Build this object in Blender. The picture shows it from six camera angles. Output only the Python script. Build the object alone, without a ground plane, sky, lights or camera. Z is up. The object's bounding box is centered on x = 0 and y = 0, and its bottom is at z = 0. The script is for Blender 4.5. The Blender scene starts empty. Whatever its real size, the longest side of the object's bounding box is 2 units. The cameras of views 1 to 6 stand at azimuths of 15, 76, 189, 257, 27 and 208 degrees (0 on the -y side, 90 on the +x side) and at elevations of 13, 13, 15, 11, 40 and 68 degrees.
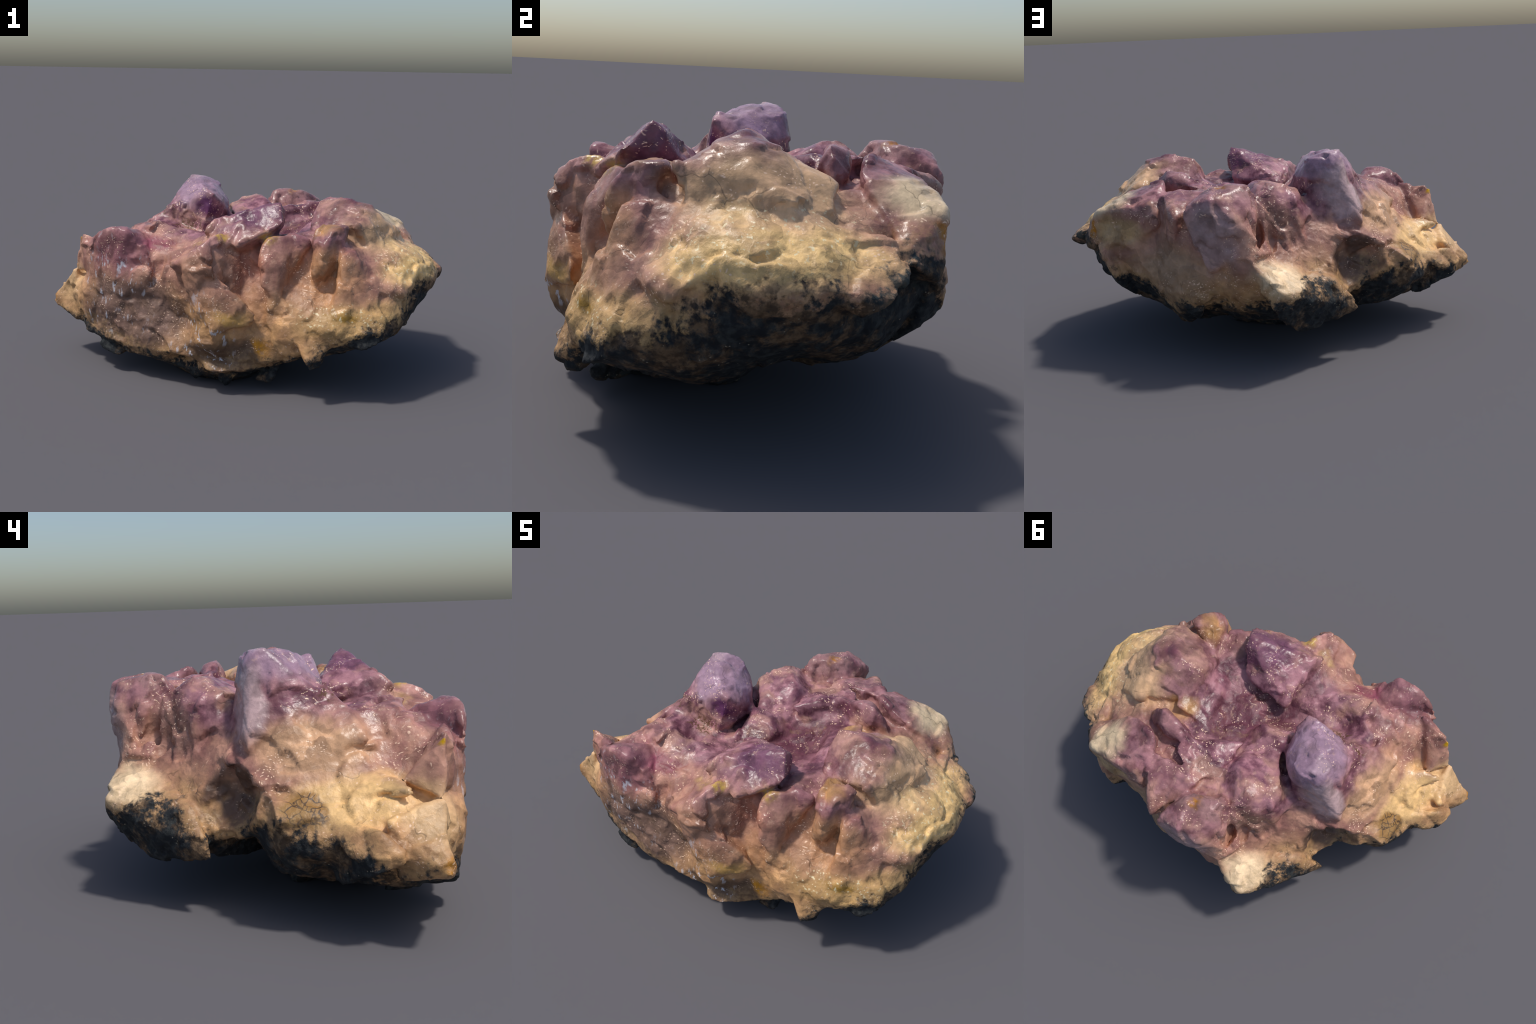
import bpy, numpy as np, itertools
from math import pi

# ---------------------------------------------------------------- noise
def _hash(ix, iy, iz, seed):
    h = (ix.astype(np.int64) * 374761393 + iy.astype(np.int64) * 668265263
         + iz.astype(np.int64) * 2147483647 + seed * 974711) & 0xFFFFFFFF
    h = ((h ^ (h >> 13)) * 1274126177) & 0xFFFFFFFF
    h = ((h ^ (h >> 16)) * 2246822519) & 0xFFFFFFFF
    return ((h ^ (h >> 15)) & 0xFFFFFF) / float(0xFFFFFF)

def value_noise(p, seed):
    i = np.floor(p).astype(np.int64); f = p - i
    f = f * f * f * (f * (f * 6 - 15) + 10)
    out = np.zeros(p.shape[:-1])
    for dx, dy, dz in itertools.product((0, 1), repeat=3):
        w = ((f[..., 0] if dx else 1 - f[..., 0]) * (f[..., 1] if dy else 1 - f[..., 1])
             * (f[..., 2] if dz else 1 - f[..., 2]))
        out += w * _hash(i[..., 0] + dx, i[..., 1] + dy, i[..., 2] + dz, seed)
    return out * 2 - 1

def fbm(p, octaves, seed):
    s = np.zeros(p.shape[:-1]); a = 1.0
    for o in range(octaves):
        s += a * value_noise(p * 2.03 ** o + 17.3 * o, seed + o); a *= 0.5
    return s

def chips(p, seed):
    """every jittered cell gets its own tilted plane: the look of broken quartz faces"""
    i = np.floor(p).astype(np.int64); best = np.full(p.shape[:-1], 9.0); h = np.zeros(p.shape[:-1])
    for d in itertools.product((-1, 0, 1), repeat=3):
        c = i + np.array(d)
        r = [_hash(c[..., 0], c[..., 1], c[..., 2], seed + 31 * k) for k in range(6)]
        q = p - np.stack([c[..., k] + r[k] for k in range(3)], -1)
        dist = (q ** 2).sum(-1)
        tilt = sum(q[..., k] * (r[3 + k] * 2 - 1) for k in range(3))
        h = np.where(dist < best, tilt, h); best = np.minimum(best, dist)
    return h

# ---------------------------------------------------------------- solids
def hull_planes(pts):
    """outward planes of the convex hull of a handful of corner points"""
    pts = np.array(pts, float); c = pts.mean(0); out = []
    for a, b, d in itertools.combinations(range(len(pts)), 3):
        n = np.cross(pts[b] - pts[a], pts[d] - pts[a]); l = np.linalg.norm(n)
        if l < 1e-9: continue
        n /= l; w = n @ pts[a]
        if n @ c > w: n, w = -n, -w
        if (pts @ n - w).max() < 1e-6 and not any(np.allclose(n, m, atol=1e-4) and abs(w - v) < 1e-4 for m, v in out):
            out.append((n, w))
    return np.array([o[0] for o in out]), np.array([o[1] for o in out])

def faceted(p, pts, soft):
    """signed distance to a faceted stone with slightly worn edges"""
    N, W = hull_planes(pts)
    d = p @ N.T - W
    m = d.max(-1)
    k = 1.0 / soft
    return m + np.log(np.exp((d - m[..., None]) * k).sum(-1)) * soft - 0.5 * soft

def ball(p, c, r):
    q = (p - np.array(c)) / np.array(r)
    return (np.sqrt((q ** 2).sum(-1)) - 1) * min(r)

def smin(a, b, k):
    h = np.clip(0.5 + 0.5 * (b - a) / k, 0, 1)
    return b * (1 - h) + a * h - k * h * (1 - h)

# rock body: a loft through horizontal cross-sections.  Each row is one height and
# the radius of the outline there, every 15 degrees anticlockwise from +x.
CENTRE = (0.0, -0.02)
SECTIONS = [
 (0.000, [.16,.02,.02,.02,.02,.02,.02,.02,.02,.02,.02,.04,.17,.19,.15,.41,.43,.45,.45,.41,.32,.27,.26,.21]),
 (0.076, [.20,.14,.05,.03,.02,.02,.02,.02,.02,.03,.05,.12,.29,.22,.52,.51,.54,.53,.53,.52,.41,.32,.31,.32]),
 (0.116, [.28,.26,.21,.23,.20,.05,.06,.06,.06,.07,.10,.24,.49,.46,.63,.69,.61,.47,.64,.60,.54,.39,.42,.42]),
 (0.166, [.43,.52,.53,.52,.39,.40,.42,.42,.40,.42,.24,.57,.63,.82,.83,.72,.65,.62,.58,.60,.63,.62,.64,.65]),
 (0.226, [.60,.66,.62,.58,.51,.48,.51,.52,.48,.49,.35,.65,.72,.87,.83,.72,.65,.60,.64,.59,.65,.75,.79,.76]),
 (0.286, [.75,.77,.70,.63,.60,.56,.58,.59,.54,.53,.44,.72,.78,.91,.85,.72,.63,.57,.66,.59,.66,.83,.90,.85]),
 (0.346, [.86,.84,.75,.67,.67,.61,.62,.62,.56,.54,.53,.72,.79,.92,.86,.72,.61,.56,.65,.57,.66,.85,.94,.90]),
 (0.406, [.93,.86,.78,.69,.67,.63,.63,.59,.53,.52,.59,.69,.75,.88,.84,.72,.60,.58,.64,.55,.63,.80,.92,.92]),
 (0.466, [.97,.85,.81,.68,.66,.62,.64,.54,.49,.50,.60,.62,.69,.80,.82,.72,.61,.60,.61,.52,.61,.71,.87,.93]),
 (0.526, [.99,.84,.84,.66,.65,.62,.63,.49,.45,.46,.56,.57,.62,.69,.82,.71,.61,.60,.58,.50,.56,.63,.82,.94]),
 (0.586, [.94,.82,.84,.65,.66,.62,.61,.45,.43,.41,.50,.54,.56,.59,.80,.67,.57,.58,.56,.49,.52,.58,.77,.94]),
 (0.646, [.84,.78,.81,.64,.65,.58,.55,.40,.39,.37,.44,.51,.52,.51,.73,.57,.48,.53,.53,.47,.48,.56,.72,.87]),
 (0.681, [.75,.72,.77,.63,.61,.55,.51,.37,.36,.35,.42,.49,.49,.49,.65,.48,.37,.47,.51,.44,.46,.55,.69,.79]),
 (0.721, [.61,.62,.70,.61,.55,.51,.45,.34,.32,.32,.38,.46,.46,.47,.54,.34,.23,.39,.47,.40,.44,.53,.64,.66]),
]
def rock_body(p):
    z = np.array([s[0] for s in SECTIONS]); R = np.array([s[1] for s in SECTIONS])
    x, y = p[..., 0] - CENTRE[0], p[..., 1] - CENTRE[1]
    r = np.hypot(x, y); a = np.mod(np.arctan2(y, x), 2 * pi) / (2 * pi) * R.shape[1]
    # smooth periodic interpolation round the outline, linear between heights
    i = np.floor(a).astype(int); t = a - i; n = R.shape[1]
    P = [R[:, (i + k) % n] for k in (-1, 0, 1, 2)]          # (levels, ...)
    ring = 0.5 * (2 * P[1] + (P[2] - P[0]) * t + (2 * P[0] - 5 * P[1] + 4 * P[2] - P[3]) * t ** 2
                  + (3 * P[1] - P[0] - 3 * P[2] + P[3]) * t ** 3)
    zz = np.clip(p[..., 2], z[0], z[-1] - 1e-6)
    j = np.clip(np.searchsorted(z, zz, side='right') - 1, 0, len(z) - 2)
    u = (zz - z[j]) / (z[j + 1] - z[j])
    lo = np.take_along_axis(ring, j[None], 0)[0]; hi = np.take_along_axis(ring, (j + 1)[None], 0)[0]
    rad = lo + (hi - lo) * u; slope = (hi - lo) / (z[j + 1] - z[j])
    d = (r - rad) / np.sqrt(1 + np.minimum(slope, 9) ** 2)
    return np.maximum(d, np.maximum(p[..., 2] - z[-1], z[0] - p[..., 2]))

# crystals and broken lumps: (kind, edge softness, corners)
STONES = [
 # --- tall pale crystal at the back left, with its flat upright rear face
 ("crystal", .004, [(-.368,.130,.938),(-.300,.045,.918),(-.262,.207,.902),(-.222,.187,.895),(-.158,-.110,.855),(-.205,-.095,.880),(-.360,.186,.885),(-.490,.236,.585),(-.279,.233,.585),(-.455,-.040,.770),(-.420,-.085,.715),(-.215,-.135,.670),(-.105,.045,.735),(-.190,.190,.775),(-.300,.050,.450)]),
 # --- big dark purple crystal, front centre
 ("crystal", .004, [(.259,-.357,.890),(.245,-.304,.774),(.095,-.368,.839),(.200,-.345,.723),(-.056,-.413,.794),(-.002,-.369,.754),(-.092,-.458,.730),(.259,-.284,.778),(.295,-.458,.801),(.094,-.548,.696),(.130,-.298,.710),(-.026,-.141,.718),(-.047,-.299,.691),(.233,-.231,.731),(.100,-.350,.546)]),
 # --- great yellow-brown crystal on the right
 ("crystal", .005, [(.539,-.128,.890),(.469,-.087,.797),(.383,-.095,.867),(.646,-.132,.864),(.568,-.151,.731),(.598,-.132,.644),(.576,-.050,.776),(.637,-.052,.623),(.609,-.104,.630),(.683,-.317,.670),(.755,-.137,.777),(.834,.011,.630),(.391,-.257,.735),(.426,.023,.747),(.371,-.062,.756),(.614,-.354,.797),(.500,-.100,.496),(.667,.114,.751)]),
 # --- small crystal in front of it
 ("crystal", .005, [(.454,-.362,.813),(.517,-.476,.766),(.544,-.428,.787),(.438,-.394,.770),(.603,-.370,.780),(.464,-.513,.673),(.499,-.521,.588),(.433,-.493,.564),(.565,-.407,.643),(.425,-.284,.742),(.500,-.400,.450)]),
 # --- rear rounded crystal
 ("crystal", .005, [(.014,.442,.820),(.177,.469,.821),(.145,.617,.800),(.288,.612,.732),(.222,.538,.749),(.180,.528,.681),(.076,.646,.725),(.076,.497,.638),(-.055,.574,.592),(.062,.416,.655),(.183,.613,.444),(.210,.520,.765),(.230,.526,.648),(.203,.429,.731),(.026,.384,.752),(.100,.400,.446)]),
 # --- slope between it and the white spur
 ("crystal", .005, [(.325,.440,.751),(.298,.408,.698),(.289,.338,.726),(.158,.358,.775),(.395,.375,.702),(.349,.523,.748),(.328,.598,.694),(.485,.320,.766),(.300,.300,.546),(.340,.537,.542)]),
 # --- white tipped spur, right rear
 ("crystal", .004, [(.732,.409,.709),(.823,.367,.502),(.444,.269,.823),(.455,.263,.765),(.516,.338,.609),(.473,.452,.742),(.422,.489,.662),(.414,.358,.716),(.589,.192,.778),(.603,.241,.641),(.670,.382,.463),(.872,.257,.572),(.500,.250,.446)]),
 # --- purple cone
 ("crystal", .005, [(.477,.137,.851),(.473,.093,.773),(.387,.124,.743),(.257,.215,.797),(.406,.236,.791),(.568,.128,.717),(.400,.180,.546)]),
 # --- block crystal inside the hollow
 ("crystal", .005, [(.345,.294,.796),(.205,.246,.688),(.175,.251,.689),(.087,.195,.752),(.125,.321,.738),(.348,.237,.774),(.193,.123,.646),(.054,.095,.764),(.209,.358,.766),(.200,.200,.546)]),
 # --- inner rear crystal with round face
 ("crystal", .005, [(-.005,.325,.812),(-.092,.362,.798),(.037,.225,.802),(-.195,.300,.742),(-.178,.215,.764),(-.095,.065,.720),(.045,.100,.700),(-.160,.385,.700),(-.020,.440,.740),(.090,.260,.720),(-.230,.330,.580),(-.129,.425,.540),(-.030,.465,.600),(.000,.250,.500)]),
 # --- shiny low crystal between
 ("crystal", .005, [(-.100,-.020,.736),(-.010,-.004,.740),(.060,-.035,.700),(.030,.070,.718),(-.105,.050,.735),(-.130,-.105,.670),(.020,-.090,.660),(.090,.010,.660),(-.030,.000,.500)]),
 # --- front left column
 ("crystal", .005, [(-.470,-.526,.740),(-.572,-.513,.739),(-.445,-.487,.695),(-.395,-.432,.656),(-.450,-.375,.710),(-.608,-.466,.709),(-.699,-.466,.636),(-.358,-.507,.616),(-.559,-.516,.345),(-.693,-.441,.444),(-.420,-.540,.390),(-.500,-.400,.346)]),
 # --- left edge tooth
 ("crystal", .004, [(-.809,-.340,.649),(-.673,-.341,.501),(-.693,-.443,.540),(-.627,-.410,.669),(-.650,-.369,.541),(-.770,-.216,.511),(-.843,-.317,.455),(-.704,-.413,.481),(-.650,-.300,.446)]),
 # --- dark knuckle crystal, left
 ("crystal", .004, [(-.424,-.325,.711),(-.388,-.296,.722),(-.480,-.246,.717),(-.391,-.383,.737),(-.487,-.185,.715),(-.402,-.202,.698),(-.545,-.277,.685),(-.470,-.270,.546)]),
 # --- magenta crystal
 ("crystal", .004, [(-.363,-.365,.679),(-.223,-.301,.693),(-.303,-.292,.700),(-.381,-.308,.712),(-.184,-.369,.667),(-.141,-.298,.683),(-.264,-.417,.636),(-.280,-.330,.546)]),
 # --- front ledge crystal and the bulge below it
 ("crystal", .004, [(-.209,-.627,.600),(-.093,-.655,.654),(-.026,-.604,.732),(.012,-.503,.750),(.042,-.499,.721),(-.003,-.489,.677),(-.208,-.521,.589),(.090,-.525,.546),(-.161,-.591,.533),(.006,-.671,.588),(.075,-.467,.691),(.000,-.500,.446)]),
 ("crystal", .005, [(-.001,-.537,.350),(-.085,-.562,.429),(-.072,-.655,.665),(-.155,-.644,.552),(.047,-.499,.378),(.225,-.608,.391),(.188,-.592,.345),(.027,-.694,.312),(-.110,-.630,.465),(.023,-.481,.471),(.000,-.550,.346)]),
 # --- front pillar with gold corner
 ("crystal", .005, [(.234,-.488,.739),(.188,-.471,.698),(.345,-.444,.749),(.418,-.417,.722),(.222,-.566,.615),(.301,-.561,.609),(.223,-.573,.478),(.288,-.574,.458),(.249,-.566,.389),(.313,-.378,.725),(.320,-.462,.706),(.280,-.400,.400)]),
 # --- pale pointed crystal low on the front
 ("crystal", .005, [(.349,-.526,.485),(.305,-.540,.435),(.401,-.566,.420),(.360,-.605,.340),(.480,-.600,.330),(.280,-.575,.330),(.420,-.600,.380),(.330,-.600,.280),(.350,-.450,.400)]),
 # --- right front buttress
 ("crystal", .005, [(.605,-.360,.712),(.665,-.388,.652),(.715,-.345,.575),(.560,-.472,.692),(.600,-.478,.648),(.590,-.502,.645),(.604,-.530,.535),(.530,-.555,.467),(.552,-.580,.425),(.625,-.575,.415),(.725,-.500,.450),(.765,-.400,.500),(.550,-.350,.500)]),
 ("crystal", .005, [(.829,-.381,.548),(.770,-.281,.662),(.669,-.361,.600),(.869,-.387,.478),(.902,-.250,.598),(.691,-.419,.564),(.814,-.423,.501),(.700,-.300,.446)]),
 # --- pale shoulder crystals down the left face
 ("crystal", .005, [(-.390,-.083,.807),(-.402,-.142,.653),(-.452,-.061,.636),(-.382,-.147,.668),(-.618,-.161,.627),(-.541,-.002,.586),(-.492,.111,.632),(-.400,.000,.496)]),
 ("crystal", .004, [(-.809,-.210,.497),(-.706,-.180,.466),(-.671,-.073,.480),(-.699,-.058,.449),(-.673,-.211,.524),(-.643,-.096,.504),(-.853,-.227,.485),(-.600,-.150,.396)]),
 # --- blunt prism at the foot of the rear wall
 ("spur", .005, [(.328,.444,.158),(.320,.548,.271),(.412,.481,.273),(.220,.544,.266),(.256,.487,.203),(.200,.575,.370),(.410,.537,.370),(.460,.410,.283),(.372,.356,.158),(.300,.350,.300)]),
 # --- shared root of the inner crystals
 ("crystal", .005, [(-.105,.050,.705),(.000,.020,.700),(-.020,-.100,.655),(-.140,-.110,.660),(.070,.080,.690),(.080,.000,.660),(.030,.200,.715),(-.050,.200,.730),(.120,.160,.700),(.100,.300,.725),(.000,.050,.500)]),
 # --- ochre nodule beside the socket
 ("spur", .004, [(-.694,.125,.420),(-.714,.086,.393),(-.696,.042,.424),(-.655,.095,.448),(-.709,.112,.360),(-.637,.152,.399),(-.599,.099,.348),(-.653,.019,.398)]),
 # --- raised lip round the socket below the tall crystal
 ("spur", .004, [(-0.272,0.380,0.382),(-0.359,0.374,0.246),(-0.584,0.174,0.420),(-0.502,0.288,0.565),(-0.393,0.354,0.510),(-0.552,0.229,0.527),(-0.522,0.142,0.315),(-0.379,0.196,0.419),(-0.447,0.116,0.333),(-0.402,0.206,0.533),(-0.578,0.145,0.449)]),
 # --- broken facets stepping down the left slope
 ("crystal", .005, [(-.519,-.096,.649),(-.504,-.165,.653),(-.480,-.033,.728),(-.504,-.059,.670),(-.532,-.174,.474),(-.580,-.052,.540),(-.507,.083,.629),(-.554,.069,.566),(-.508,-.232,.645),(-.535,-.389,.689),(-.579,-.272,.523),(-.662,-.064,.478),(-.450,-.100,.446)]),
 # --- inner slope falling from the great crystal into the pit
 ("crystal", .005, [(.366,.019,.690),(.429,-.005,.784),(.451,.085,.791),(.343,-.042,.637),(.392,-.100,.708),(.281,.085,.704),(.317,-.208,.716),(.392,-.225,.716),(.293,-.149,.670),(.454,-.193,.741),(.350,-.050,.546)]),
 # --- spurs of the matrix
 ("spur", .004, [(-1.019,-.268,.260),(-.853,-.162,.228),(-.861,-.251,.209),(-.757,-.201,.313),(-.851,-.315,.467),(-.868,-.114,.410),(-.748,-.268,.285),(-.885,-.153,.228),(-.788,-.376,.187),(-.700,-.200,.346)]),
 ("spur", .004, [(1.003,.168,.508),(.974,-.046,.546),(.806,.168,.472),(.804,.296,.588),(.797,.203,.630),(.811,.030,.612),(.974,.079,.458),(.700,.150,.446)]),
 ("spur", .004, [(.746,.366,.488),(.694,.447,.473),(.665,.452,.369),(.708,.362,.352),(.595,.321,.243),(.695,.414,.540),(.783,.368,.565),(.500,.250,.396)]),
 ("spur", .005, [(-.174,.709,.388),(-.114,.557,.373),(-.032,.633,.493),(-.082,.395,.373),(.027,.575,.522),(-.375,.404,.372),(-.211,.354,.342),(-.195,.555,.153),(-.117,.691,.304),(-.478,.352,.215),(-.194,.396,.340)]),
 ("spur", .005, [(.465,-.672,.205),(.420,-.638,.235),(.522,-.640,.235),(.462,-.632,.165),(.400,-.600,.300),(.555,-.600,.310),(.470,-.602,.370),(.520,-.580,.170),(.450,-.450,.300)]),
 ("spur", .004, [(-.664,.150,.441),(-.677,.110,.411),(-.715,.189,.391),(-.584,.196,.482),(-.581,.173,.267),(-.664,.069,.345),(-.698,.021,.381),(-.550,.050,.396)]),
 ("spur", .004, [(.042,-.527,-.021),(-.005,-.557,.034),(.090,-.506,.057),(.021,-.406,.057),(.030,-.450,.196)]),
 ("spur", .004, [(-.116,-.507,.009),(-.184,-.521,.067),(-.050,-.538,.087),(-.124,-.431,.051),(-.100,-.450,.196)]),
 ("spur", .004, [(.238,-.529,.033),(.171,-.533,.046),(.305,-.558,.101),(.241,-.397,.062),(.257,-.440,.161)]),
 ("spur", .004, [(-.619,-.488,.106),(-.527,-.522,.084),(-.709,-.428,.254),(-.413,-.385,.182),(-.527,-.239,.056),(-.550,-.350,.246)]),
 ("spur", .005, [(.705,-.605,.263),(.629,-.559,.322),(.786,-.555,.296),(.605,-.482,.267),(.645,-.484,.399),(.803,-.440,.367)]),
 ("spur", .005, [(-.930,-.054,.259),(-.868,-.011,.320),(-.694,-.001,.168),(-.904,-.093,.390),(-.737,.013,.393),(-.940,-.164,.304),(-.700,-.100,.346)]),
 ("spur", .004, [(.150,-.090,.031),(.080,-.120,.066),(.200,-.050,.076),(.200,-.160,.086),(.120,.000,.126),(.130,-.090,.196)]),
]
# the basin in the top of the rock, from which the crystals stand up
BASIN = ((.0, -.07, .81), (.46, .33, .17))
# hollows cut back into the stone: (centre, radii)
HOLLOWS = [((-.28,-.21,.745),(.11,.065,.085)), ((-.508,.358,.432),(.16,.16,.147)), ((-.25,.60,.53),(.09,.11,.10)), ((.80,-.52,.48),(.06,.06,.06)), ((.17,-.67,.27),(.07,.07,.06)),
           ((-.205,-.68,.40),(.055,.07,.13)),
           # flutes between the small columns on the rear wall
           ((-.03,.50,.585),(.024,.06,.10)), ((-.085,.475,.60),(.024,.045,.09)), ((-.165,.435,.60),(.024,.05,.08)), ((-.24,.36,.64),(.025,.05,.08)),
           ((.405,-.53,.66),(.022,.05,.08)), ((.14,-.53,.62),(.035,.06,.09)), ((.535,-.575,.58),(.03,.09,.12)), ((.365,-.56,.60),(.03,.07,.11)), ((-.30,-.54,.60),(.03,.06,.10))]

STEP = 0.0095
def build_surface():
    ax = [np.arange(-1.06, 1.06, STEP), np.arange(-.78, .78, STEP), np.arange(-.05, 1.0, STEP)]
    P = np.stack(np.meshgrid(*ax, indexing='ij'), -1)
    shape = P.shape[:3]
    Q = P + .005 * np.stack([fbm(P * 6.5, 2, s) for s in (3, 13, 23)], -1)   # nothing in the rock is quite straight
    F = -smin(-rock_body(Q), ball(Q, *BASIN), .03)                            # the druse lines a shallow basin
    kinds = np.zeros(shape, np.int16); near = F.copy()
    for n, (_, soft, pts) in enumerate(STONES, 1):
        a = np.array(pts); lo = a.min(0) - .09; hi = a.max(0) + .09
        sl = tuple(slice(max(0, int((lo[k] - ax[k][0]) / STEP)), min(shape[k], int((hi[k] - ax[k][0]) / STEP) + 2)) for k in range(3))
        d = faceted(Q[sl], pts, soft)
        take = d < near[sl]
        near[sl] = np.where(take, d, near[sl]); kinds[sl] = np.where(take, n, kinds[sl])
        F[sl] = smin(F[sl], d, .014 if soft < .005 else .028)     # broad stones grow into their neighbours
    for c, r in HOLLOWS:
        F = -smin(-F, ball(Q, c, r), .018)
    return ax, F, kinds

def surface_net(ax, F):
    """one vertex per cell crossed by the surface, one quad per crossed grid edge"""
    S = F < 0; n = np.array(F.shape) - 1
    acc = np.zeros((*n, 3)); cnt = np.zeros(n)
    cor = {o: F[o[0]:o[0] + n[0], o[1]:o[1] + n[1], o[2]:o[2] + n[2]] for o in itertools.product((0, 1), repeat=3)}
    for o in cor:
        for k in range(3):
            if o[k]: continue
            e = list(o); e[k] = 1; A, B = cor[o], cor[tuple(e)]
            c = (A < 0) != (B < 0)
            t = np.where(c, A / np.where(c, A - B, 1), 0)
            for m in range(3):
                acc[..., m] += np.where(c, t if m == k else o[m], 0)
            cnt += c
    used = cnt > 0
    idx = np.full(n, -1, np.int64); idx[used] = np.arange(used.sum())
    cell = np.argwhere(used)
    V = (cell + acc[used] / cnt[used][:, None]) * STEP + np.array([a[0] for a in ax])
    quads = []
    for k in range(3):
        u, w = (k + 1) % 3, (k + 2) % 3
        a = [slice(1, -1)] * 3; a[k] = slice(0, -1); b = list(a); b[k] = slice(1, None)
        A, B = S[tuple(a)], S[tuple(b)]
        for flip, m in ((False, A & ~B), (True, ~A & B)):
            c = np.argwhere(m); c[:, u] += 1; c[:, w] += 1
            du = np.zeros(3, int); du[u] = 1; dw = np.zeros(3, int); dw[w] = 1
            q = np.stack([idx[tuple((c - du - dw).T)], idx[tuple((c - dw).T)], idx[tuple(c.T)], idx[tuple((c - du).T)]], 1)
            quads.append(q[:, ::-1] if flip else q)
    return V, np.concatenate(quads), cell

def vertex_normals(V, Q):
    fn = np.cross(V[Q[:, 2]] - V[Q[:, 0]], V[Q[:, 3]] - V[Q[:, 1]])
    N = np.zeros_like(V)
    for k in range(4): np.add.at(N, Q[:, k], fn)
    return N / np.maximum(np.linalg.norm(N, axis=1, keepdims=True), 1e-12)

def relax(V, Q, w):
    S = np.zeros_like(V); c = np.zeros(len(V))
    for k in range(4):
        for j in ((k + 1) % 4, (k - 1) % 4):
            np.add.at(S, Q[:, k], V[Q[:, j]]); np.add.at(c, Q[:, k], 1)
    return V * (1 - w) + w * S / c[:, None]

ax, F, kinds = build_surface()
V, Q, cell = surface_net(ax, F)
V = relax(V, Q, .5)
label = kinds[tuple((cell + 1).T)]
N = vertex_normals(V, Q)
bend = np.stack([fbm(V * 9, 2, s) for s in (61, 67, 71)], -1) * .035
steep = np.clip(1.25 - 1.6 * np.abs(N[:, 2]), 0, 1)                       # upright ribs on the walls
ribs = np.abs(fbm((V + bend) * np.array([10, 10, 1.7]), 2, 51)) - .35
V = V + N * (.016 * chips((V + bend) * 8.5, 5) - .012 * steep * ribs)[:, None]
V = relax(V, Q, .4)
N = vertex_normals(V, Q)
V = V + N * (.0022 * chips((V + bend * .6) * 21, 9) + .0008 * fbm(V * 45, 2, 77))[:, None]
V[:, 2] = np.maximum(V[:, 2], 0)                       # it rests on the ground
N = vertex_normals(V, Q)

# ---------------------------------------------------------------- material
# height at which the dark weathered crust begins, by compass angle (degrees from +x)
CRUST_LINE = [(0, .53), (9, .52), (15, .58), (22, .59), (26, .57), (33, .41), (40, .375), (47, .31), (53, .27), (74, .30),
              (85, .27), (99, .34), (115, .40), (128, .365), (140, .27), (152, .275), (160, .385), (172, .37), (182, .33),
              (191, .23), (207, .25), (232, .145), (250, .125), (275, .08), (290, .135), (306, .22), (315, .31), (328, .39),
              (338, .44), (345, .54), (352, .52), (360, .53)]

class Nodes:
    """small helper for wiring procedural masks on object coordinates"""
    def __init__(s, tree):
        s.t = tree; s.co = tree.nodes.new("ShaderNodeTexCoord").outputs["Object"]
    def put(s, sock, v):
        if hasattr(v, "is_linked"): s.t.links.new(v, sock)
        else: sock.default_value = v
    def math(s, op, a, b=0.0, clamp=False):
        n = s.t.nodes.new("ShaderNodeMath"); n.operation = op; n.use_clamp = clamp
        s.put(n.inputs[0], a); s.put(n.inputs[1], b); return n.outputs[0]
    def vec(s, op, a, b=(0, 0, 0), out=0):
        n = s.t.nodes.new("ShaderNodeVectorMath"); n.operation = op
        s.put(n.inputs[0], a); s.put(n.inputs[1], b)
        return n.outputs["Value"] if op in ("LENGTH", "DISTANCE", "DOT_PRODUCT") else n.outputs[0]
    def noise(s, scale, detail=3, co=None, rough=.55, color=False, stretch=None):
        co = co or s.co
        if stretch: co = s.vec("MULTIPLY", co, stretch)
        n = s.t.nodes.new("ShaderNodeTexNoise"); s.put(n.inputs["Vector"], co)
        n.inputs["Scale"].default_value = scale; n.inputs["Detail"].default_value = detail; n.inputs["Roughness"].default_value = rough
        return n.outputs["Color" if color else "Fac"]
    def cells(s, scale, feature="F1", co=None, out="Distance", stretch=None):
        co = co or s.co
        if stretch: co = s.vec("MULTIPLY", co, stretch)
        n = s.t.nodes.new("ShaderNodeTexVoronoi"); n.feature = feature
        s.put(n.inputs["Vector"], co); n.inputs["Scale"].default_value = scale
        return n.outputs[out]
    def step(s, v, lo, hi):
        n = s.t.nodes.new("ShaderNodeMapRange"); n.interpolation_type = "SMOOTHSTEP"
        s.put(n.inputs[0], v); n.inputs[1].default_value = lo; n.inputs[2].default_value = hi
        return n.outputs[0]
    def mix(s, a, b, fac):
        n = s.t.nodes.new("ShaderNodeMix"); n.data_type = "RGBA"
        s.put(n.inputs[0], fac)
        for k, c in ((6, a), (7, b)): s.put(n.inputs[k], c if hasattr(c, "is_linked") else (*c, 1))
        return n.outputs[2]
    def gain(s, col, f):
        """brighten or darken a colour by a factor"""
        n = s.t.nodes.new("ShaderNodeVectorMath"); n.operation = "SCALE"
        s.put(n.inputs[0], col); s.put(n.inputs["Scale"], f); return n.outputs[0]
    def blob(s, c, r, soft=.5, co=None):
        """1 inside an ellipsoid, fading to 0 at its edge"""
        q = s.vec("DIVIDE", s.vec("SUBTRACT", co or s.warped, c), r if isinstance(r, tuple) else (r, r, r))
        return s.step(s.vec("LENGTH", q), 1.0, soft)

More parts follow.
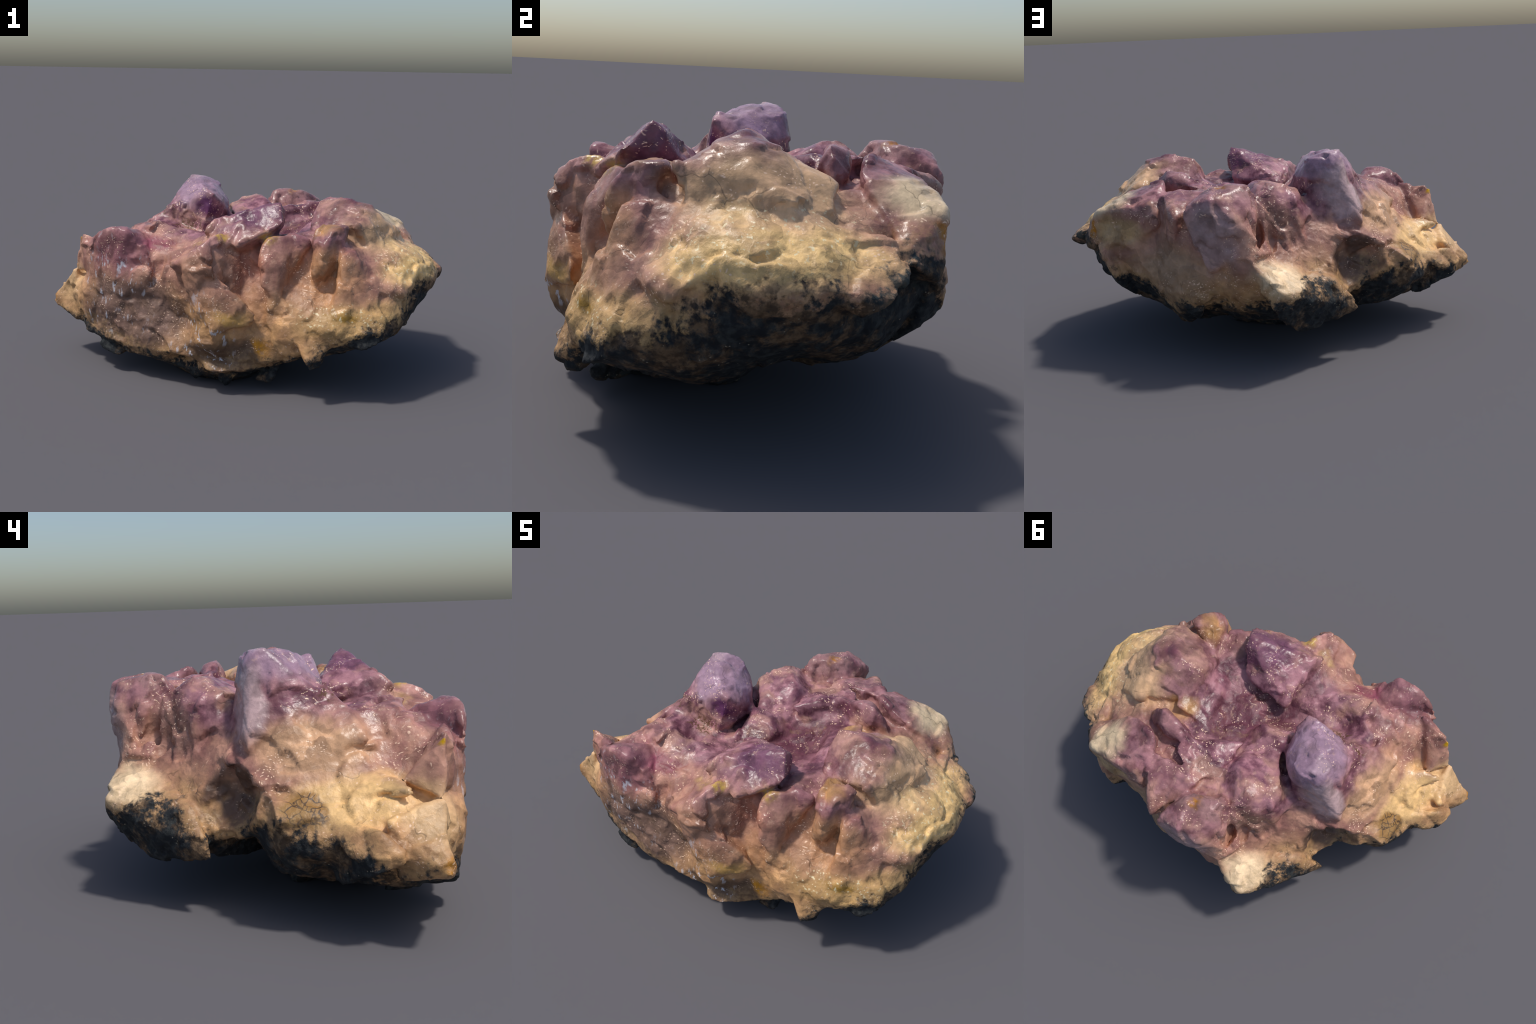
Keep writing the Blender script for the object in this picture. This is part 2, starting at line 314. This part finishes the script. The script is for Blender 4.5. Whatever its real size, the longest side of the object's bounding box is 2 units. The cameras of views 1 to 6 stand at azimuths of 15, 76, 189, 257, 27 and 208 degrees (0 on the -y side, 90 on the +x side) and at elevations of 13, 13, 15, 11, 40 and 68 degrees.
def geode_material(name, gloss, gritty):
    m = bpy.data.materials.new(name); m.use_nodes = True
    t = m.node_tree; N = Nodes(t); bsdf = t.nodes["Principled BSDF"]
    wob = N.vec("SUBTRACT", N.noise(7, 3, color=True), (.5, .5, .5))
    N.warped = N.vec("ADD", N.co, N.vec("MULTIPLY", wob, (.13, .13, .13)))
    fine = N.noise(38, 4); mid = N.noise(15, 4); broad = N.noise(4.5, 3)
    xyz = t.nodes.new("ShaderNodeSeparateXYZ"); N.put(xyz.inputs[0], N.co)
    wxyz = t.nodes.new("ShaderNodeSeparateXYZ"); N.put(wxyz.inputs[0], N.warped)
    x, y, z = xyz.outputs; wx, wy, wz = wxyz.outputs
    # --- quartz body: tan and smoky brown below, violet towards the crystal tops
    tan = N.mix((.36, .215, .125), (.54, .33, .185), N.step(mid, .36, .66))
    tan = N.mix(tan, (.28, .155, .10), N.math("MULTIPLY", N.step(broad, .50, .66), .6))
    rosy = N.mix((.27, .140, .120), (.43, .250, .190), N.step(N.noise(13, 4, stretch=(1, 1, .35)), .35, .65))
    col = N.mix(tan, rosy, N.step(wz, .36, .56))
    mauve = N.mix((.105, .040, .060), (.295, .158, .180), N.step(N.noise(11, 5), .38, .62))
    mauve = N.mix(mauve, (.095, .034, .060), N.math("MULTIPLY", N.step(N.noise(6.3, 3), .55, .69), .75))
    mauve = N.mix(mauve, (.44, .265, .215), N.math("MULTIPLY", N.step(N.noise(5.1, 3, co=N.warped), .53, .65), .7))
    up = N.step(wz, .62, .78)
    inner = N.blob((-.01, -.02, .72), (.60, .50, .17), .72)
    col = N.mix(col, mauve, N.math("MAXIMUM", N.math("MULTIPLY", up, .75), N.math("MULTIPLY", inner, .92)))
    PATCH = [  # colour, centre, radii, softness, strength
     ((0.218, 0.101, 0.119), (-.52, -.46, .63), (.24, .20, .16), .4, .85),     # violet left column
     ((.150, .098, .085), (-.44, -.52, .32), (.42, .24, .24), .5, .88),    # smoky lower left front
     ((.37, .215, .145), (-.05, -.62, .56), (.18, .20, .16), .35, .70),    # peach front ledge
     ((0.261, 0.157, 0.120), (-.08, -.66, .48), (.10, .12, .07), .3, .6),
     ((0.379, 0.170, 0.121), (.16, -.48, .60), (.13, .16, .10), .35, .7),      # rosy recess
     ((0.568, 0.359, 0.149), (.10, -.66, .39), (.11, .10, .06), .3, .75),      # golden bulge
     ((.100, .066, .048), (.06, -.58, .19), (.26, .18, .11), .5, .85),     # shade under the bulge baked into a dark brown tint
     ((0.456, 0.265, 0.148), (.50, -.52, .58), (.26, .18, .18), .4, .7),
     ((.58, .380, .190), (.66, -.54, .37), (.36, .20, .13), .4, .85),      # ochre lower right front
     ((.66, .45, .275), (.68, -.10, .72), (.28, .34, .15), .5, .80),      # straw coloured right flank
     ((.88, .62, .31), (.84, -.10, .58), (.24, .42, .12), .45, .85),
     ((.80, .58, .32), (.74, -.20, .66), (.10, .12, .07), .3, .7),
     ((.54, .37, .19), (.84, -.20, .40), (.26, .40, .14), .4, .6),
     ((.34, .225, .150), (.40, .53, .42), (.36, .20, .22), .4, .85),       # dull brown rear wall
     ((0.371, 0.261, 0.254), (.16, .64, .62), (.18, .10, .20), .5, .85),       # lilac face on the rear crystal
     ((0.385, 0.237, 0.219), (.10, .46, .80), (.20, .12, .07), .4, .6),
     ((0.589, 0.380, 0.238), (-.54, .0, .60), (.22, .28, .13), .4, .80),       # peach shoulder, left
     ((0.769, 0.523, 0.276), (-.72, -.08, .45), (.28, .30, .11), .4, .90),     # cream lower left
     ((0.655, 0.458, 0.273), (-.84, -.28, .40), (.20, .16, .16), .4, .70),
     ((.76, .59, .40), (-.17, .62, .44), (.21, .17, .11), .35, .95),     # cream foot at the rear
     ((0.250, 0.145, 0.121), (-.10, .42, .62), (.17, .10, .12), .4, .75),
     ((.74, .59, .40), (.72, .34, .73), (.20, .15, .10), .35, .92),      # white tipped spur
     ((0.519, 0.371, 0.199), (.66, .43, .60), (.20, .12, .10), .4, .7),
     ((0.120, 0.050, 0.096), (.18, -.37, .81), (.22, .15, .11), .4, .75),     # deep violet crystal
     ((0.284, 0.155, 0.210), (.05, -.40, .76), (.14, .10, .06), .3, .55),
     ((0.198, 0.041, 0.081), (-.33, -.42, .66), (.11, .09, .06), .4, .60),     # magenta crystal
     ((.31, .215, .275), (-.28, .06, .87), (.23, .26, .15), .5, .85),      # pale lilac crystal
     ((0.471, 0.348, 0.348), (-.40, .20, .74), (.17, .08, .20), .5, .85),
     ((.085, .030, .085), (-.205, -.11, .79), (.085, .07, .06), .35, .85),
     ((0.524, 0.314, 0.142), (.48, -.38, .77), (.12, .11, .06), .3, .7),       # brown tip at the front
     ((0.523, 0.325, 0.159), (.43, .06, .74), (.11, .10, .06), .4, .7),        # honey slope into the pit
     ((.100, .062, .050), (-.46, .295, .43), (.145, .13, .135), .75, .92),      # dark brown patch over the socket interior
    ]
    PATCH.append(((.47, .315, .205), (.60, -.13, .81), (.20, .19, .08), .4, .55))      # tan crown of the great crystal
    PATCH.append(((.46, .34, .37), (-.32, .13, .935), (.15, .12, .04), .4, .6))      # bleached top of the tall crystal
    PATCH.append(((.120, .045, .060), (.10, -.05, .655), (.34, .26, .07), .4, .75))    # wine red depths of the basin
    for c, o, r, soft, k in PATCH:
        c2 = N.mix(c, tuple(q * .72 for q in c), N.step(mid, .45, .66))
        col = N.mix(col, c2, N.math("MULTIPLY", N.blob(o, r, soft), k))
    # --- small stains: gold, orange and rust
    STAIN = [((.43, .29, .11), (.015, -.535, .735), .05), ((.38, .25, .10), (.222, -.495, .725), .05), ((.42, .20, .05), (.11, .475, .842), .05),
             ((.50, .22, .04), (-1.0, -.275, .29), .045), ((.45, .18, .03), (.79, .375, .62), (.05, .05, .08)), ((.48, .24, .07), (.235, -.59, .235), .06),
             ((.43, .28, .13), (-.12, -.50, .70), (.10, .05, .05)), ((.50, .30, .05), (-.80, -.33, .635), .035), ((.36, .15, .04), (-.56, .24, .30), .05),
             ((.40, .24, .08), (.60, -.575, .40), (.12, .05, .04))]
    for c, o, r in STAIN:
        col = N.mix(col, c, N.math("MULTIPLY", N.blob(o, r, .3), N.step(fine, .30, .55)))
    # --- colour lightened and darkened in patches by cells and noise, faint crack lines
    jitter = N.vec("ADD", N.co, N.vec("MULTIPLY", N.vec("SUBTRACT", N.noise(11, 2, color=True), (.5, .5, .5)), (.10, .10, .10)))
    cell = N.cells(8.5, co=jitter, out="Color"); cs = t.nodes.new("ShaderNodeSeparateXYZ"); N.put(cs.inputs[0], cell)
    shade = N.math("MULTIPLY_ADD", cs.outputs[0], .42); shade.node.inputs[2].default_value = .79
    col = N.gain(col, shade)
    sm = N.math("MULTIPLY_ADD", N.noise(22, 5, rough=.65), 1.0); sm.node.inputs[2].default_value = .50
    col = N.gain(col, sm)
    crack = N.step(N.cells(5.5, "DISTANCE_TO_EDGE", co=jitter), .014, .004)
    col = N.mix(col, N.gain(col, .62), N.math("MULTIPLY", crack, N.step(N.noise(5, 2), .56, .64)))
    # --- glitter of the facets painted as pale flecks, thick on the left front
    painted_glint = N.step(N.cells(64, co=jitter, stretch=(1, 1, 1.6)), .30, .16); few = N.step(N.noise(8, 4), .50, .62)
    col = N.mix(col, (.90, .66, .50), N.math("MULTIPLY", N.math("MULTIPLY", painted_glint, few), .8))
    painted_sheen = N.step(N.noise(34, 4, stretch=(1.0, .45, 1.0), rough=.6), .60, .70)
    col = N.mix(col, (.62, .42, .32), N.math("MULTIPLY", painted_sheen, .25))
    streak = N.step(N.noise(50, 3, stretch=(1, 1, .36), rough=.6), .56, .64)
    painted_sparkle = N.math("MULTIPLY", streak, N.math("MAXIMUM", N.blob((-.55, -.52, .42), (.30, .20, .34), .5), N.blob((-.06, -.64, .25), (.22, .16, .28), .5)))
    col = N.mix(col, (.62, .62, .66), N.math("MULTIPLY", N.math("MULTIPLY", painted_sparkle, N.step(N.noise(10, 3), .42, .58)), .75))
    painted_sparkle2 = N.math("MULTIPLY", N.step(N.noise(58, 3), .60, .66), N.math("MAXIMUM", N.blob((.80, -.10, .60), (.22, .4, .16), .4), N.blob((.60, -.56, .40), (.32, .12, .10), .4)))  # sparkle on the right side drawn as cream specks
    col = N.mix(col, (.85, .76, .52), N.math("MULTIPLY", painted_sparkle2, .75))
    moss = N.math("MULTIPLY", N.step(N.noise(70, 3), .50, .58), N.math("MAXIMUM", N.blob((-.44, -.07, .745), (.07, .07, .05), .4), N.blob((-.30, -.13, .69), (.12, .05, .05), .4)))
    col = N.mix(col, (.10, .055, .03), N.math("MULTIPLY", moss, .85))
    hsv = t.nodes.new("ShaderNodeHueSaturation"); hsv.inputs["Saturation"].default_value = 1.14; hsv.inputs["Value"].default_value = 1.12
    N.put(hsv.inputs["Color"], col); col = hsv.outputs[0]
    # --- ochre knob
    knob = N.blob((-.685, .10, .42), (.10, .105, .075), .7)
    ringy = N.step(N.noise(30, 2), .46, .54)
    col = N.mix(col, N.mix((.31, .165, .050), (.09, .05, .025), N.step(N.cells(26, "DISTANCE_TO_EDGE", co=jitter), .07, .03)), knob)
    # --- weathered crust: above a ragged line it gives way to quartz
    ang = N.math("ARCTAN2", y, x)
    turn = N.math("FRACT", N.math("ADD", N.math("DIVIDE", ang, 2 * pi), 1.0))
    ramp = t.nodes.new("ShaderNodeValToRGB"); N.put(ramp.inputs[0], turn)
    el = ramp.color_ramp.elements
    el[0].position, el[1].position = 0, 1
    for e, h in ((el[0], CRUST_LINE[0][1]), (el[1], CRUST_LINE[-1][1])): e.color = (h, h, h, 1)
    for deg, h in CRUST_LINE[1:-1]:
        el.new(deg / 360).color = (h, h, h, 1)
    line = N.math("SUBTRACT", ramp.outputs[0], z)
    ragged = N.math("ADD", N.math("MULTIPLY", N.math("SUBTRACT", N.noise(12, 5, rough=.65), .5), .30), N.math("MULTIPLY", N.math("SUBTRACT", N.noise(48, 3), .5), .07))
    edge = N.math("ADD", line, ragged)
    crust = N.step(edge, -.022, .035)
    near = N.step(edge, -.10, .0)
    col = N.mix(col, N.mix((.42, .27, .12), (.20, .12, .06), N.step(fine, .45, .6)), N.math("MULTIPLY", near, .45))
    black = N.mix((.012, .014, .017), (.040, .043, .042), N.step(fine, .42, .66))
    brown = N.mix((.10, .058, .030), (.24, .145, .075), N.step(fine, .40, .62))
    dark = N.mix(black, brown, N.math("MULTIPLY", N.step(N.noise(9, 5, rough=.7), .47, .62), .75))
    dark = N.mix(dark, (.05, .075, .075), N.math("MULTIPLY", N.blob((.92, .16, .57), (.16, .22, .12), .3), .6))
    grit = N.math("MULTIPLY", N.step(N.cells(60), .22, .12), N.step(N.noise(14, 2), .56, .66))
    dark = N.mix(dark, (.33, .28, .20), N.math("MULTIPLY", grit, .7))
    col = N.mix(col, dark, crust)
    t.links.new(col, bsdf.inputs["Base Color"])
    rough = N.math("ADD", N.math("MULTIPLY", fine, .35), gloss)
    rough = N.math("ADD", rough, N.math("MULTIPLY", crust, .30), clamp=True)
    t.links.new(rough, bsdf.inputs["Roughness"])
    bsdf.inputs["Specular IOR Level"].default_value = .35
    hgt = N.math("ADD", N.math("MULTIPLY", N.noise(26, 5, rough=.62), 1.0), N.math("MULTIPLY", N.cells(34, co=jitter), .5))
    b = t.nodes.new("ShaderNodeBump"); b.inputs["Strength"].default_value = gritty; b.inputs["Distance"].default_value = .014
    N.put(b.inputs["Height"], hgt); t.links.new(b.outputs[0], bsdf.inputs["Normal"])
    return m

MATERIALS = {"crystal": geode_material("amethyst", .14, .22), "matrix": geode_material("quartz_matrix", .30, .35),
             "spur": geode_material("quartz_spur", .30, .35), "crust": geode_material("weathered_crust", .40, .7)}

# ---------------------------------------------------------------- parts
root = bpy.data.objects.new("amethyst_geode_cluster", None)
bpy.context.collection.objects.link(root)
root["label"] = "rough amethyst crystal cluster on dark crusted rock"
root["category"] = "mineral"
# every face belongs to the stone it grew from; below the crust line it belongs to the crust
fc = V[Q].mean(1)
part = label[Q[:, 0]].astype(int)
deg = np.degrees(np.arctan2(fc[:, 1], fc[:, 0])) % 360
below = fc[:, 2] < np.interp(deg, [a for a, _ in CRUST_LINE], [h for _, h in CRUST_LINE])
part[below] = -1
for n in range(1, len(STONES) + 1):                                           # slivers stay with the rock
    if (part == n).sum() < 60: part[part == n] = 0
for n in range(-1, len(STONES) + 1):
    f = Q[part == n]
    if len(f) == 0: continue
    ids, inv = np.unique(f, return_inverse=True)
    kind = "crust" if n < 0 else ("matrix" if n == 0 else STONES[n - 1][0])
    me = bpy.data.meshes.new(kind)
    me.from_pydata(V[ids].tolist(), [], inv.reshape(f.shape).tolist())
    me.polygons.foreach_set("use_smooth", np.ones(len(f), bool))
    me.normals_split_custom_set_from_vertices(N[ids].tolist())
    me.materials.append(MATERIALS[kind])
    ob = bpy.data.objects.new(kind, me); ob.parent = root
    bpy.context.collection.objects.link(ob)
